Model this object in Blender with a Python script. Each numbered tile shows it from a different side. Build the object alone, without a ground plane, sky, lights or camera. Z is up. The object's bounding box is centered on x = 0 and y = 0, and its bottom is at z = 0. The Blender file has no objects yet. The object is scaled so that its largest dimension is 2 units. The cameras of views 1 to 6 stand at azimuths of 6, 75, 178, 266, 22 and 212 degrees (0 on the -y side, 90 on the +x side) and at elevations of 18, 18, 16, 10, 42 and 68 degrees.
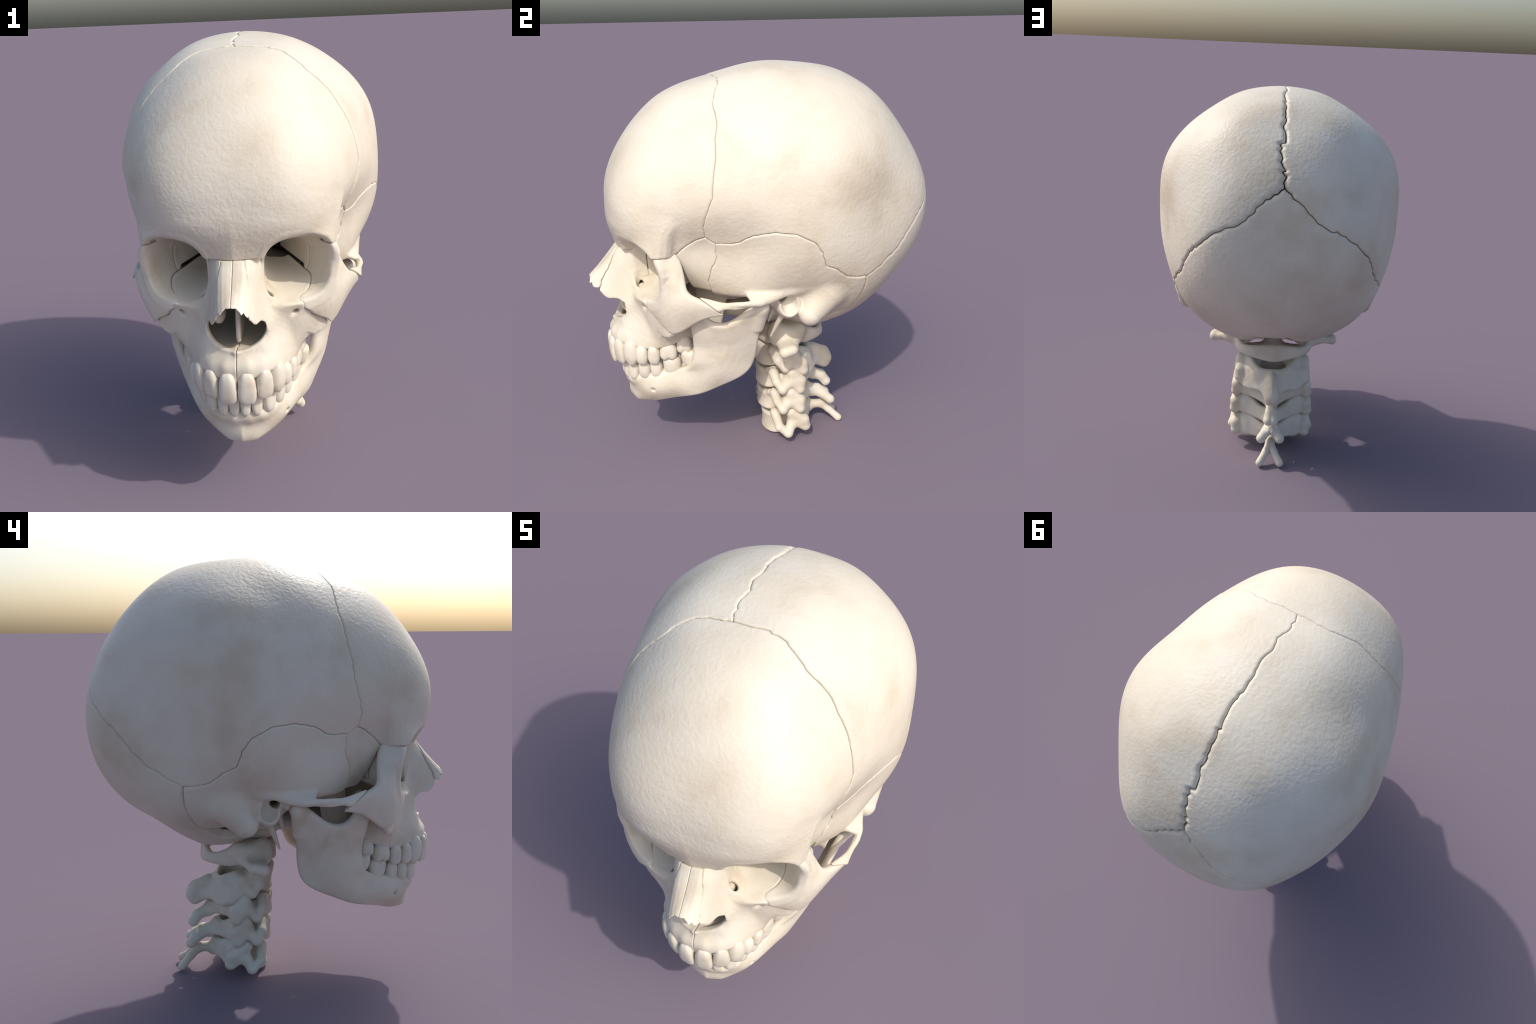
"""Human skull with sutured bones, teeth, lower jaw and five neck vertebrae.
Every bone is a smooth solid described by distance functions (rounded plates,
tapered tubes, ellipsoids, the vault loft), cut at its sutures and polygonised."""
import bpy, math
import numpy as np

RNG = np.random.default_rng(7)
F = np.float32

# ------------------------------------------------------------------ distance toolkit
def smin(a, b, k):
    h = np.maximum(k - np.abs(a - b), 0) / k
    return np.minimum(a, b) - h * h * k * .25

def smax(a, b, k):
    return -smin(-a, -b, k)

def sstep(x, a, b):
    t = np.clip((x - a) / (b - a), 0, 1)
    return t * t * (3 - 2 * t)

def vec(*p):
    return np.array(p, F)

class Prim:
    """a primitive with a bounding box: far points only get a cheap lower bound"""
    def __init__(self, fn, lo, hi):
        self.fn, self.lo, self.hi = fn, np.asarray(lo, F), np.asarray(hi, F)
    def __call__(self, P, pad=.07):
        q = np.maximum(np.maximum(self.lo - P, P - self.hi), 0)
        d = np.sqrt((q * q).sum(1))
        near = d < pad
        out = d + F(.004)
        if near.any():
            out[near] = self.fn(P[near])
        return out

def cone(a, b, r1, r2=None):
    """tapered rounded tube from a to b"""
    r2 = r1 if r2 is None else r2
    a, b = vec(*a), vec(*b)
    ab = b - a
    L = float(ab @ ab)
    def fn(P):
        h = np.clip((P - a) @ ab / L, 0, 1)
        return np.linalg.norm(P - a - h[:, None] * ab, axis=1) - (r1 + (r2 - r1) * h)
    R = max(r1, r2)
    return Prim(fn, np.minimum(a, b) - R, np.maximum(a, b) + R)

def ball(c, r, turn=None):
    """ellipsoid; turn = (axis, degrees)"""
    c, r = vec(*c), vec(*r)
    M = None
    if turn:
        t = math.radians(turn[1]); i = 'xyz'.index(turn[0]); j, k = (i + 1) % 3, (i + 2) % 3
        M = np.eye(3, dtype=F); M[j, j] = M[k, k] = math.cos(t); M[j, k] = -math.sin(t); M[k, j] = math.sin(t)
    def fn(P):
        q = P - c
        if M is not None:
            q = q @ M
        k0 = np.linalg.norm(q / r, axis=1)
        k1 = np.linalg.norm(q / (r * r), axis=1) + F(1e-6)
        return np.maximum(k0 * (k0 - 1) / k1, -r.min())
    R = r.max() if turn else r
    return Prim(fn, c - R, c + R)

def plate(a, b, c, r):
    """rounded triangle of half-thickness r"""
    a, b, c = vec(*a), vec(*b), vec(*c)
    ba, cb, ac = b - a, c - b, a - c
    n = np.cross(ba, ac)
    nn = float(n @ n)
    e1, e2, e3 = np.cross(ba, n), np.cross(cb, n), np.cross(ac, n)
    def edge(p, v):
        h = np.clip(p @ v / float(v @ v), 0, 1)
        q = p - h[:, None] * v
        return (q * q).sum(1)
    def fn(P):
        pa, pb, pc = P - a, P - b, P - c
        s = np.sign(pa @ e1) + np.sign(pb @ e2) + np.sign(pc @ e3)
        d = np.minimum(np.minimum(edge(pa, ba), edge(pb, cb)), edge(pc, ac))
        f = (pa @ n) ** 2 / nn
        return np.sqrt(np.where(np.abs(s) >= 2, f, d)) - r
    P3 = np.stack([a, b, c])
    return Prim(fn, P3.min(0) - r, P3.max(0) + r)

def union(prims, P, k):
    d = prims[0](P)
    for q in prims[1:]:
        d = smin(d, q(P), k)
    return d

def loop_subdivide(V, T):
    """one round of Loop subdivision; V may carry extra columns (thickness)"""
    E = np.sort(np.concatenate([T[:, [0, 1]], T[:, [1, 2]], T[:, [2, 0]]]), 1)
    opp = np.concatenate([T[:, 2], T[:, 0], T[:, 1]])
    U, inv, cnt = np.unique(E, axis=0, return_inverse=True, return_counts=True)
    inv = inv.ravel(); n = len(V)
    so = np.zeros((len(U), V.shape[1])); np.add.at(so, inv, V[opp])
    mid = V[U].sum(1) * .5
    inner = (cnt == 2)[:, None]
    new = np.where(inner, V[U].sum(1) * .375 + so * .125, mid)
    deg = np.zeros(n); nb = np.zeros_like(V); bd = np.zeros(n); bs = np.zeros_like(V)
    for i in (0, 1):
        np.add.at(deg, U[:, i], 1); np.add.at(nb, U[:, i], V[U[:, 1 - i]])
        e = cnt == 1
        np.add.at(bd, U[e, i], 1); np.add.at(bs, U[e, i], V[U[e, 1 - i]])
    d = np.maximum(deg, 1)
    beta = np.where(deg == 3, 3 / 16, 3 / (8 * d))
    inn = V * (1 - d * beta)[:, None] + nb * beta[:, None]
    old = np.where((bd == 2)[:, None], V * .75 + bs * .125, np.where((bd > 0)[:, None], V, inn))
    m = [inv[i * len(T):(i + 1) * len(T)] + n for i in range(3)]
    T2 = np.concatenate([np.stack(q, 1) for q in ((T[:, 0], m[0], m[2]), (T[:, 1], m[1], m[0]), (T[:, 2], m[2], m[1]), (m[0], m[1], m[2]))])
    return np.concatenate([old, new]), T2

class Sheet:
    """a curved bone sheet: named control points (with optional own half-thickness) joined by triangles,
    smoothed by subdivision so that it still passes through the points; the points lie on the outer
    surface.  A name ending in _ lies on a suture and keeps its place along the edge."""
    def __init__(self, points, faces, r, inward=None, cell=.005, rounds=2):
        names = list(points); ix = {n: i for i, n in enumerate(names)}
        P = np.array([points[n][:3] for n in names], float)
        R = np.array([points[n][3] if len(points[n]) > 3 else r for n in names], float)
        T = np.array([[ix[n] for n in f.split()] for f in faces])
        N = np.cross(P[T[:, 1]] - P[T[:, 0]], P[T[:, 2]] - P[T[:, 0]])
        if inward is not None:
            c = P[T].mean(1) - np.array(inward)
            N *= np.sign((N * c).sum(1))[:, None]
            VN = np.zeros_like(P)
            for i in range(3):
                np.add.at(VN, T[:, i], N)
            VN /= np.linalg.norm(VN, axis=1, keepdims=True)
            E = np.sort(np.concatenate([T[:, [0, 1]], T[:, [1, 2]], T[:, [2, 0]]]), 1)
            U, cnt = np.unique(E, axis=0, return_counts=True)
            edge = np.zeros(len(P), bool); edge[U[cnt == 1].ravel()] = True
            fc = np.zeros_like(P); num = np.zeros(len(P))
            for i in range(3):
                np.add.at(fc, T[:, i], P[T].mean(1)); np.add.at(num, T[:, i], 1)
            ip = fc / num[:, None] - P
            ip -= (ip * VN).sum(1)[:, None] * VN
            ip /= np.maximum(np.linalg.norm(ip, axis=1, keepdims=True), 1e-9)
            free = edge & np.array([not n.endswith('_') for n in names])
            P = P - VN * R[:, None] + ip * (R * free)[:, None]
        W = np.concatenate([P, R[:, None]], 1)
        goal = W.copy()
        for _ in range(10):
            V, S = W, T
            for _ in range(rounds):
                V, S = loop_subdivide(V, S)
            W = W + (goal - V[:len(W)]) * .8
        self.bake(V, S, cell)
    def bake(self, V, S, cell):
        pad = .055
        self.lo = (V[:, :3].min(0) - pad).astype(F); self.cell = cell
        n = np.ceil((V[:, :3].max(0) + pad - self.lo) / cell).astype(int) + 2
        g = np.full(n, pad, F)
        ax = [self.lo[i] + np.arange(n[i], dtype=F) * F(cell) for i in range(3)]
        for t in S:
            tri = V[t, :3].astype(F); r = float(V[t, 3].mean())
            a = np.maximum(((tri.min(0) - r - .04 - self.lo) / cell).astype(int), 0)
            b = np.minimum(((tri.max(0) + r + .04 - self.lo) / cell).astype(int) + 2, n)
            X = np.stack(np.meshgrid(*(ax[i][a[i]:b[i]] for i in range(3)), indexing='ij'), -1)
            sl = tuple(slice(a[i], b[i]) for i in range(3))
            d = plate(*tri, r).fn(X.reshape(-1, 3)).reshape(X.shape[:3])
            g[sl] = np.minimum(g[sl], d)
        self.g, self.n = g, n
    def __call__(self, P):
        q = (P - self.lo) / F(self.cell)
        top = np.array(self.n, F) - F(1.01)
        c = np.clip(q, 0, top)
        away = np.sqrt((((q - c) * self.cell) ** 2).sum(1))
        i = c.astype(int); f = (c - i).astype(F)
        a, b, d = i.T; x, y, z = f.T; g = self.g
        l = lambda u, v, w: u + (v - u) * w
        r = l(l(l(g[a, b, d], g[a + 1, b, d], x), l(g[a, b + 1, d], g[a + 1, b + 1, d], x), y),
              l(l(g[a, b, d + 1], g[a + 1, b, d + 1], x), l(g[a, b + 1, d + 1], g[a + 1, b + 1, d + 1], x), y), z)
        return (r + away).astype(F)

def net(points, faces, r, inward=None):
    return [Sheet(points, faces, r, inward)]

def tube(points, radii):
    return [cone(p, q, a, b) for p, q, a, b in zip(points[:-1], points[1:], radii[:-1], radii[1:])]

def mir(P):
    Q = P.copy(); Q[:, 0] = np.abs(Q[:, 0]); return Q

# ------------------------------------------------------------------ polygoniser (surface nets)
def polygonise(f, lo, hi, h, relax=2):
    lo, hi = np.array(lo, F), np.array(hi, F)
    C = 4
    nc = np.ceil((hi - lo) / (h * C)).astype(int)
    ax = [lo[i] + np.arange(nc[i] + 1, dtype=F) * h * C for i in range(3)]
    G = np.stack(np.meshgrid(*ax, indexing='ij'), -1).reshape(-1, 3)
    v = f(G).reshape(nc + 1)
    near = np.abs(v) < h * C * 1.35
    act = np.zeros(nc, bool)
    mn = np.full(nc, np.inf, F); mx = np.full(nc, -np.inf, F)
    for i in (0, 1):
        for j in (0, 1):
            for k in (0, 1):
                s = tuple(slice(o, o + m) for o, m in zip((i, j, k), nc))
                act |= near[s]; mn = np.minimum(mn, v[s]); mx = np.maximum(mx, v[s])
    act |= (mn < 0) & (mx > 0)
    n = nc * C
    mask = np.zeros(n + 1, bool)
    A = act.repeat(C, 0).repeat(C, 1).repeat(C, 2)
    for i in (0, 1):
        for j in (0, 1):
            for k in (0, 1):
                mask[i:n[0] + i, j:n[1] + j, k:n[2] + k] |= A
    idx = np.argwhere(mask)
    val = np.full(n + 1, np.nan, F)
    X = (lo + idx * F(h)).astype(F)
    out = np.empty(len(X), F)
    for s in range(0, len(X), 400000):
        out[s:s + 400000] = f(X[s:s + 400000])
    val[mask] = out
    neg = val < 0
    cnt = np.zeros(n, np.int8)
    for i in (0, 1):
        for j in (0, 1):
            for k in (0, 1):
                cnt += neg[i:n[0] + i, j:n[1] + j, k:n[2] + k]
    cells = np.argwhere(A & (cnt > 0) & (cnt < 8))
    cid = np.full(n, -1, np.int32)
    cid[tuple(cells.T)] = np.arange(len(cells))
    acc = np.zeros((len(cells), 3)); num = np.zeros(len(cells))
    corner = [(i, j, k) for i in (0, 1) for j in (0, 1) for k in (0, 1)]
    cv = {c: val[tuple((cells + c).T)] for c in corner}
    for c in corner:
        for a in range(3):
            if c[a] == 0:
                d = list(c); d[a] = 1; d = tuple(d)
                x, y = cv[c], cv[d]
                m = (x < 0) != (y < 0)
                t = np.where(m, x / np.where(x == y, 1, x - y), 0)
                p = np.array(c, float) + t[:, None] * (np.arange(3) == a)
                acc[m] += p[m]; num[m] += 1
    V = (lo + (cells + acc / np.maximum(num, 1)[:, None]) * h).astype(F)
    quads = []
    for a in range(3):
        b, c = (a + 1) % 3, (a + 2) % 3
        s0 = [slice(None)] * 3; s1 = [slice(None)] * 3
        s0[a] = slice(0, n[a]); s1[a] = slice(1, n[a] + 1)
        for q in (b, c):
            s0[q] = s1[q] = slice(1, n[q])
        m = (neg[tuple(s0)] != neg[tuple(s1)])
        e = np.argwhere(m)
        for q in (b, c):
            e[:, q] += 1
        lowneg = neg[tuple(e.T)]
        off = [(0, 0), (1, 0), (1, 1), (0, 1)]
        ids = []
        for ob, oc in off:
            w = e.copy(); w[:, b] -= ob; w[:, c] -= oc
            ids.append(cid[tuple(w.T)])
        Q = np.stack(ids, 1)
        Q = np.where(lowneg[:, None], Q, Q[:, ::-1])
        quads.append(Q[(Q >= 0).all(1)])
    Q = np.concatenate(quads)
    e = F(h * .35)
    for _ in range(relax):
        g = np.stack([f(V + e * np.eye(3, dtype=F)[i]) - f(V - e * np.eye(3, dtype=F)[i]) for i in range(3)], 1) / (2 * e)
        d = f(V)
        step = -(d / np.maximum((g * g).sum(1), .05))[:, None] * g
        L = np.linalg.norm(step, axis=1, keepdims=True)
        V = (V + step * np.minimum(1, .6 * h / np.maximum(L, 1e-9))).astype(F)
    return V, Q

def keep_faces(V, Q, good):
    """drop faces whose corners are all 'not good' (never-seen inner side of the braincase)"""
    Q = Q[good[Q].any(1)]
    used = np.zeros(len(V), bool); used[Q.ravel()] = True
    new = np.cumsum(used) - 1
    return V[used], new[Q]

# ------------------------------------------------------------------ scene helpers
def make_object(name, V, Q, mat, parent, flip=False):
    me = bpy.data.meshes.new(name)
    V = np.asarray(V, F)
    if flip:
        V = V * np.array([-1, 1, 1], F); Q = Q[:, ::-1]
    k = Q.shape[1]
    me.vertices.add(len(V)); me.vertices.foreach_set('co', V.ravel())
    me.loops.add(Q.size); me.loops.foreach_set('vertex_index', Q.ravel().astype(np.int32))
    me.polygons.add(len(Q))
    me.polygons.foreach_set('loop_start', np.arange(0, Q.size, k, dtype=np.int32))
    me.polygons.foreach_set('use_smooth', np.ones(len(Q), bool))
    me.update(calc_edges=True); me.validate()
    me.materials.append(mat)
    ob = bpy.data.objects.new(name, me)
    bpy.context.scene.collection.objects.link(ob)
    ob.parent = parent
    return ob

# ------------------------------------------------------------------ materials
def bone_material(name, light, mid, dark, bump=.25, grain=70., patch=4.5, rough=.5):
    m = bpy.data.materials.new(name); m.use_nodes = True
    nt = m.node_tree; N = nt.nodes; L = nt.links
    bsdf = N['Principled BSDF']
    co = N.new('ShaderNodeTexCoord')
    n1 = N.new('ShaderNodeTexNoise'); n1.inputs['Scale'].default_value = patch; n1.inputs['Detail'].default_value = 1.5; n1.inputs['Roughness'].default_value = .5
    n2 = N.new('ShaderNodeTexNoise'); n2.inputs['Scale'].default_value = patch * 3.7; n2.inputs['Detail'].default_value = 4
    L.new(co.outputs['Object'], n1.inputs['Vector']); L.new(co.outputs['Object'], n2.inputs['Vector'])
    mixf = N.new('ShaderNodeMath'); mixf.operation = 'MULTIPLY_ADD'; mixf.inputs[1].default_value = .72
    sc = N.new('ShaderNodeMath'); sc.operation = 'MULTIPLY'; sc.inputs[1].default_value = .28
    L.new(n2.outputs['Fac'], sc.inputs[0]); L.new(n1.outputs['Fac'], mixf.inputs[0]); L.new(sc.outputs[0], mixf.inputs[2])
    cr = N.new('ShaderNodeValToRGB')
    e = cr.color_ramp.elements
    e[0].position = .32; e[0].color = (*dark, 1)
    e[1].position = .62; e[1].color = (*light, 1)
    x = cr.color_ramp.elements.new(.46); x.color = (*mid, 1)
    L.new(mixf.outputs[0], cr.inputs['Fac'])
    L.new(cr.outputs['Color'], bsdf.inputs['Base Color'])
    bsdf.inputs['Roughness'].default_value = rough
    bsdf.inputs['Specular IOR Level'].default_value = .35
    n3 = N.new('ShaderNodeTexNoise'); n3.inputs['Scale'].default_value = grain; n3.inputs['Detail'].default_value = 3; n3.inputs['Roughness'].default_value = .5
    n4 = N.new('ShaderNodeTexNoise'); n4.inputs['Scale'].default_value = grain * .6; n4.inputs['Detail'].default_value = 2
    L.new(co.outputs['Object'], n3.inputs['Vector']); L.new(co.outputs['Object'], n4.inputs['Vector'])
    ad = N.new('ShaderNodeMath'); ad.operation = 'ADD'
    L.new(n3.outputs['Fac'], ad.inputs[0]); L.new(n4.outputs['Fac'], ad.inputs[1])
    bp = N.new('ShaderNodeBump'); bp.inputs['Strength'].default_value = bump; bp.inputs['Distance'].default_value = .01
    L.new(ad.outputs[0], bp.inputs['Height']); L.new(bp.outputs['Normal'], bsdf.inputs['Normal'])
    return m

LIGHT, MID, DARK = (.72, .67, .565), (.68, .62, .505), (.605, .53, .41)
VAULT_MAT = bone_material('vault_bone', LIGHT, MID, DARK, bump=.19, grain=66, patch=3.0)
FACE_MAT = bone_material('face_bone', LIGHT, MID, DARK, bump=.08, grain=80, patch=6)
NECK_MAT = bone_material('vertebra_bone', LIGHT, MID, DARK, bump=.06, grain=80, patch=7)
TOOTH_MAT = bone_material('tooth_enamel', (.72, .675, .575), (.69, .64, .535), (.62, .555, .45), bump=.03, grain=60, patch=12, rough=.35)

# ------------------------------------------------------------------ the vault: a loft of rings around the braincase centre
VC = np.array([0, .03, 1.40], F)
RING_EL = np.array([-60, -40, -20, 0, 20, 40, 60, 75, 90.])
RING_AZ = np.linspace(0, 180, 9)          # 0 = face, 180 = occiput, mirrored
RINGS = [
    [.693, .693, .676, .644, .634, .699, .775, .784, .732],
    [.736, .679, .643, .645, .642, .699, .788, .810, .843],
    [.762, .735, .621, .567, .621, .680, .753, .842, .860],
    [.772, .772, .656, .592, .606, .658, .715, .824, .811],
    [.727, .711, .638, .590, .600, .674, .722, .756, .760],
    [.677, .654, .607, .588, .594, .647, .688, .716, .706],
    [.619, .612, .598, .591, .590, .612, .646, .653, .668],
    [.577, .583, .597, .599, .598, .601, .613, .617, .612],
    [.597] * 9,
]

def spline(xk, yk, x):
    """natural cubic spline along axis 0 of yk"""
    n = len(xk); h = np.diff(xk)
    A = np.eye(n); B = np.zeros((n,) + yk.shape[1:])
    for i in range(1, n - 1):
        A[i, i - 1], A[i, i], A[i, i + 1] = h[i - 1], 2 * (h[i - 1] + h[i]), h[i]
        B[i] = 6 * ((yk[i + 1] - yk[i]) / h[i] - (yk[i] - yk[i - 1]) / h[i - 1])
    M = np.linalg.solve(A, B)
    i = np.clip(np.searchsorted(xk, x) - 1, 0, n - 2)
    sh = (-1,) + (1,) * (yk.ndim - 1)
    H = h[i].reshape(sh); a = ((xk[i + 1] - x) / h[i]).reshape(sh); b = ((x - xk[i]) / h[i]).reshape(sh)
    return a * yk[i] + b * yk[i + 1] + ((a ** 3 - a) * M[i] + (b ** 3 - b) * M[i + 1]) * H * H / 6

def build_vault_table():
    T = np.array(RINGS)                                    # el x az
    az = np.concatenate([RING_AZ[1:][::-1] * -1, RING_AZ, 360 - RING_AZ[-2::-1]])
    T3 = np.concatenate([T[:, 1:][:, ::-1], T, T[:, -2::-1]], 1)
    fine = spline(az, T3.T, np.arange(0, 180.5, .5)).T      # el x 361
    over = fine[[7, 6, 5]][:, ::-1]                         # rings met beyond the top, on the far side
    tab = spline(np.concatenate([RING_EL, [105, 120, 140]]), np.concatenate([fine, over]), np.arange(-60, 90.5, .5))
    # near the top the ring may only keep the ripples a smooth crown can have
    full = np.concatenate([tab, tab[:, -2:0:-1]], 1)
    sp = np.fft.rfft(full, axis=1)
    k = np.arange(sp.shape[1])[None]
    c = 1 - sstep(np.arange(-60, 90.5, .5), 40, 94)[:, None]
    sp *= c ** np.maximum(k - 1, 0)
    return np.fft.irfft(sp, n=full.shape[1], axis=1)[:, :361].astype(F)
VT = build_vault_table()                                   # 301 x 361

def direction(P):
    d = P - VC
    r = np.sqrt((d * d).sum(1)) + F(1e-9)
    return d / r[:, None], r

HOLLOW = np.array([.42, -.45, -.19]); HOLLOW = (HOLLOW / np.linalg.norm(HOLLOW)).astype(F)

def vault(P):
    u, r = direction(P)
    az = np.degrees(np.arctan2(np.abs(u[:, 0]), -u[:, 1])) * 2
    el = (np.clip(np.degrees(np.arcsin(np.clip(u[:, 2], -1, 1))), -59.9, 89.9) + 60) * 2
    i = np.minimum(el.astype(int), 299); j = np.minimum(az.astype(int), 359)
    a, b = el - i, az - j
    R = (VT[i, j] * (1 - b) + VT[i, j + 1] * b) * (1 - a) + (VT[i + 1, j] * (1 - b) + VT[i + 1, j + 1] * b) * a
    # temporal hollow behind the brow
    c = np.abs(u[:, 0]) * HOLLOW[0] + u[:, 1] * HOLLOW[1] + u[:, 2] * HOLLOW[2]
    R = R - .028 * np.exp((c - 1) / .014)
    return (r - R).astype(F)

# ------------------------------------------------------------------ sutures (points on the vault, +x side)
BREGMA, PTERION, SPHENION = (-.014, -.193, 1.943), (.445, -.337, 1.268), (.445, -.289, 1.24)
ASTERION, LAMBDA = (.52, .41, 1.037), (-.010, .78, 1.60)
CORONAL = [(.05, -.198, 1.94), (.11, -.192, 1.94), (.18, -.20, 1.92), (.21, -.212, 1.905), (.25, -.23, 1.88), (.29, -.25, 1.843),
           (.345, -.245, 1.79), (.39, -.252, 1.745), (.44, -.275, 1.685), (.475, -.282, 1.62), (.50, -.30, 1.54), (.508, -.305, 1.48),
           (.50, -.318, 1.42), (.485, -.332, 1.375), (.463, -.342, 1.325)]
SAGITTAL = [(-.028, -.13, 1.95), (-.03, -.08, 1.97), (-.01, -.03, 1.98), (-.024, .01, 2.), (-.01, .09, 1.99), (-.014, .18, 1.98), (-.018, .23, 1.98),
            (-.003, .30, 1.98), (-.002, .38, 1.965), (-.012, .42, 1.95), (-.001, .425, 1.95), (-.010, .455, 1.935), (-.006, .50, 1.90), (-.008, .55, 1.87), (.003, .57, 1.85),
            (-.010, .61, 1.82), (-.010, .645, 1.79), (.020, .655, 1.785), (.006, .672, 1.765), (.018, .68, 1.755), (.006, .70, 1.72), (.013, .715, 1.71),
            (-.012, .74, 1.67), (.002, .742, 1.67), (-.018, .76, 1.645), (-.006, .768, 1.625)]
LAMBDOID = [(.07, .80, 1.545), (.10, .807, 1.525), (.135, .815, 1.485), (.16, .82, 1.455), (.21, .82, 1.425), (.25, .812, 1.415), (.29, .80, 1.39), (.35, .77, 1.348), (.375, .752, 1.315),
            (.415, .70, 1.275), (.44, .655, 1.22), (.465, .60, 1.16), (.48, .555, 1.115), (.50, .525, 1.10)]
SQUAMOUS = [(.495, -.205, 1.24), (.54, -.14, 1.28), (.58, -.045, 1.30), (.605, .045, 1.29), (.61, .125, 1.25), (.60, .165, 1.195), (.585, .185, 1.13),
            (.575, .23, 1.11), (.545, .295, 1.06), (.53, .35, 1.045)]
SPHENO_FRONTAL = [(.42, -.39, 1.245), (.39, -.43, 1.21), (.36, -.468, 1.17)]
SPHENO_TEMPORAL = [(.425, -.285, 1.155), (.40, -.305, 1.10), (.37, -.31, 1.045), (.345, -.29, .98)]
OCCIPITO_MASTOID = [(.49, .41, .96), (.46, .395, .90), (.40, .35, .83), (.30, .25, .74)]

def wander(pts, amp, step=.017, seed=1):
    """subdivide a suture and let it meander a little; its two ends stay put"""
    rng = np.random.default_rng(seed)
    pts = np.array(pts, float)
    out = [pts[0]]
    for a, b in zip(pts[:-1], pts[1:]):
        n = max(1, int(np.linalg.norm(b - a) / step))
        for t in np.linspace(0, 1, n + 1)[1:]:
            out.append(a + (b - a) * t)
    out = np.array(out)
    j = rng.normal(size=out.shape) * amp
    j[0] = j[-1] = 0
    return out + j

def flipx(pts):
    return np.array(pts) * np.array([-1, 1, 1])

S_COR = wander([BREGMA] + CORONAL + [PTERION], .0018, seed=1)
S_COR_L = wander([BREGMA] + [(-a, b, c) for a, b, c in CORONAL] + [flipx(PTERION)], .0018, seed=2)
S_SAG = wander([BREGMA] + SAGITTAL + [LAMBDA], .0022, seed=3)
S_LAM = wander([LAMBDA] + LAMBDOID + [ASTERION], .0026, seed=4)
S_LAM_L = wander([LAMBDA] + [(-a, b, c) for a, b, c in LAMBDOID] + [flipx(ASTERION)], .0026, seed=5)
S_SQU = wander([SPHENION] + SQUAMOUS + [ASTERION], .0014, seed=6)
S_SPF = wander([PTERION] + SPHENO_FRONTAL, .0010, seed=8)
S_SPT = wander([SPHENION] + SPHENO_TEMPORAL, .0012, seed=9)
S_OCM = wander([ASTERION] + OCCIPITO_MASTOID, .0015, seed=10)

class Region:
    """signed distance (positive inside) to a closed suture outline, measured on a chart around its middle"""
    def __init__(self, outline, middle, scale=.70, cell=.004):
        m = np.array(middle, float) - VC; m /= np.linalg.norm(m)
        a = np.cross(m, [0, 0, 1.] if abs(m[2]) < .8 else [0, 1., 0]); a /= np.linalg.norm(a)
        self.m, self.a, self.b, self.s = m.astype(F), a.astype(F), np.cross(a, m).astype(F), scale
        poly = self.chart(np.array(outline, F))
        self.lo = poly.min(0) - .15
        n = np.ceil((poly.max(0) + .15 - self.lo) / cell).astype(int) + 2
        gx, gy = np.meshgrid(np.arange(n[0]), np.arange(n[1]), indexing='ij')
        G = np.stack([gx, gy], -1).reshape(-1, 2) * cell + self.lo
        d = np.full(len(G), 1e9); ins = np.zeros(len(G), bool)
        for p, q in zip(poly, np.roll(poly, -1, 0)):
            e = q - p; L = e @ e
            if L < 1e-12:
                continue
            w = G - p
            h = np.clip(w @ e / L, 0, 1)
            z = w - h[:, None] * e
            d = np.minimum(d, (z * z).sum(1))
            c = (p[1] <= G[:, 1]) != (q[1] <= G[:, 1])
            ins ^= c & (G[:, 0] < p[0] + (G[:, 1] - p[1]) * e[0] / (e[1] if abs(e[1]) > 1e-12 else 1e-12))
        self.g = np.where(ins, 1, -1).reshape(n) * np.sqrt(d).reshape(n)
        self.g = self.g.astype(F); self.n = n; self.cell = cell
    def chart(self, P):
        u, _ = direction(np.asarray(P, F))
        c = np.clip(u @ self.m, -1, 1); th = np.arccos(c)
        x, y = u @ self.a, u @ self.b
        l = np.sqrt(x * x + y * y) + F(1e-9)
        return np.stack([x / l * th, y / l * th], 1) * self.s
    def __call__(self, P):
        q = (self.chart(P) - self.lo) / self.cell
        q = np.clip(q, 0, np.array(self.n) - 1.01)
        i = q.astype(int); f = (q - i).astype(F)
        g = self.g; a, b = i[:, 0], i[:, 1]
        return ((g[a, b] * (1 - f[:, 0]) + g[a + 1, b] * f[:, 0]) * (1 - f[:, 1]) +
                (g[a, b + 1] * (1 - f[:, 0]) + g[a + 1, b + 1] * f[:, 0]) * f[:, 1])

R_PAR = Region(np.concatenate([S_COR, [SPHENION], S_SQU, S_LAM[::-1], S_SAG[::-1]]), (.5, .25, 1.7))
R_PAR_L = Region(np.concatenate([S_COR_L, [flipx(SPHENION)], flipx(S_SQU), S_LAM_L[::-1], S_SAG[::-1]]), (-.5, .25, 1.7))
LOW_FRONT = [(.40, -.56, 1.0), (.2, -.6, .75), (-.2, -.6, .75), (-.40, -.56, 1.0)]
R_FRO = Region(np.concatenate([S_COR, S_SPF, LOW_FRONT, flipx(S_SPF)[::-1], S_COR_L[::-1]]), (0, -.7, 1.6))
R_OCC = Region(np.concatenate([S_LAM, S_OCM, [(.2, .0, .7), (-.2, .0, .7)], flipx(S_OCM)[::-1], S_LAM_L[::-1]]), (0, .75, 1.05))
R_TEM = Region(np.concatenate([S_SPT[::-1], S_SQU, S_OCM, [(.25, -.05, .8), (.30, -.22, .90)]]), (.55, .05, 1.1))
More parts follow.
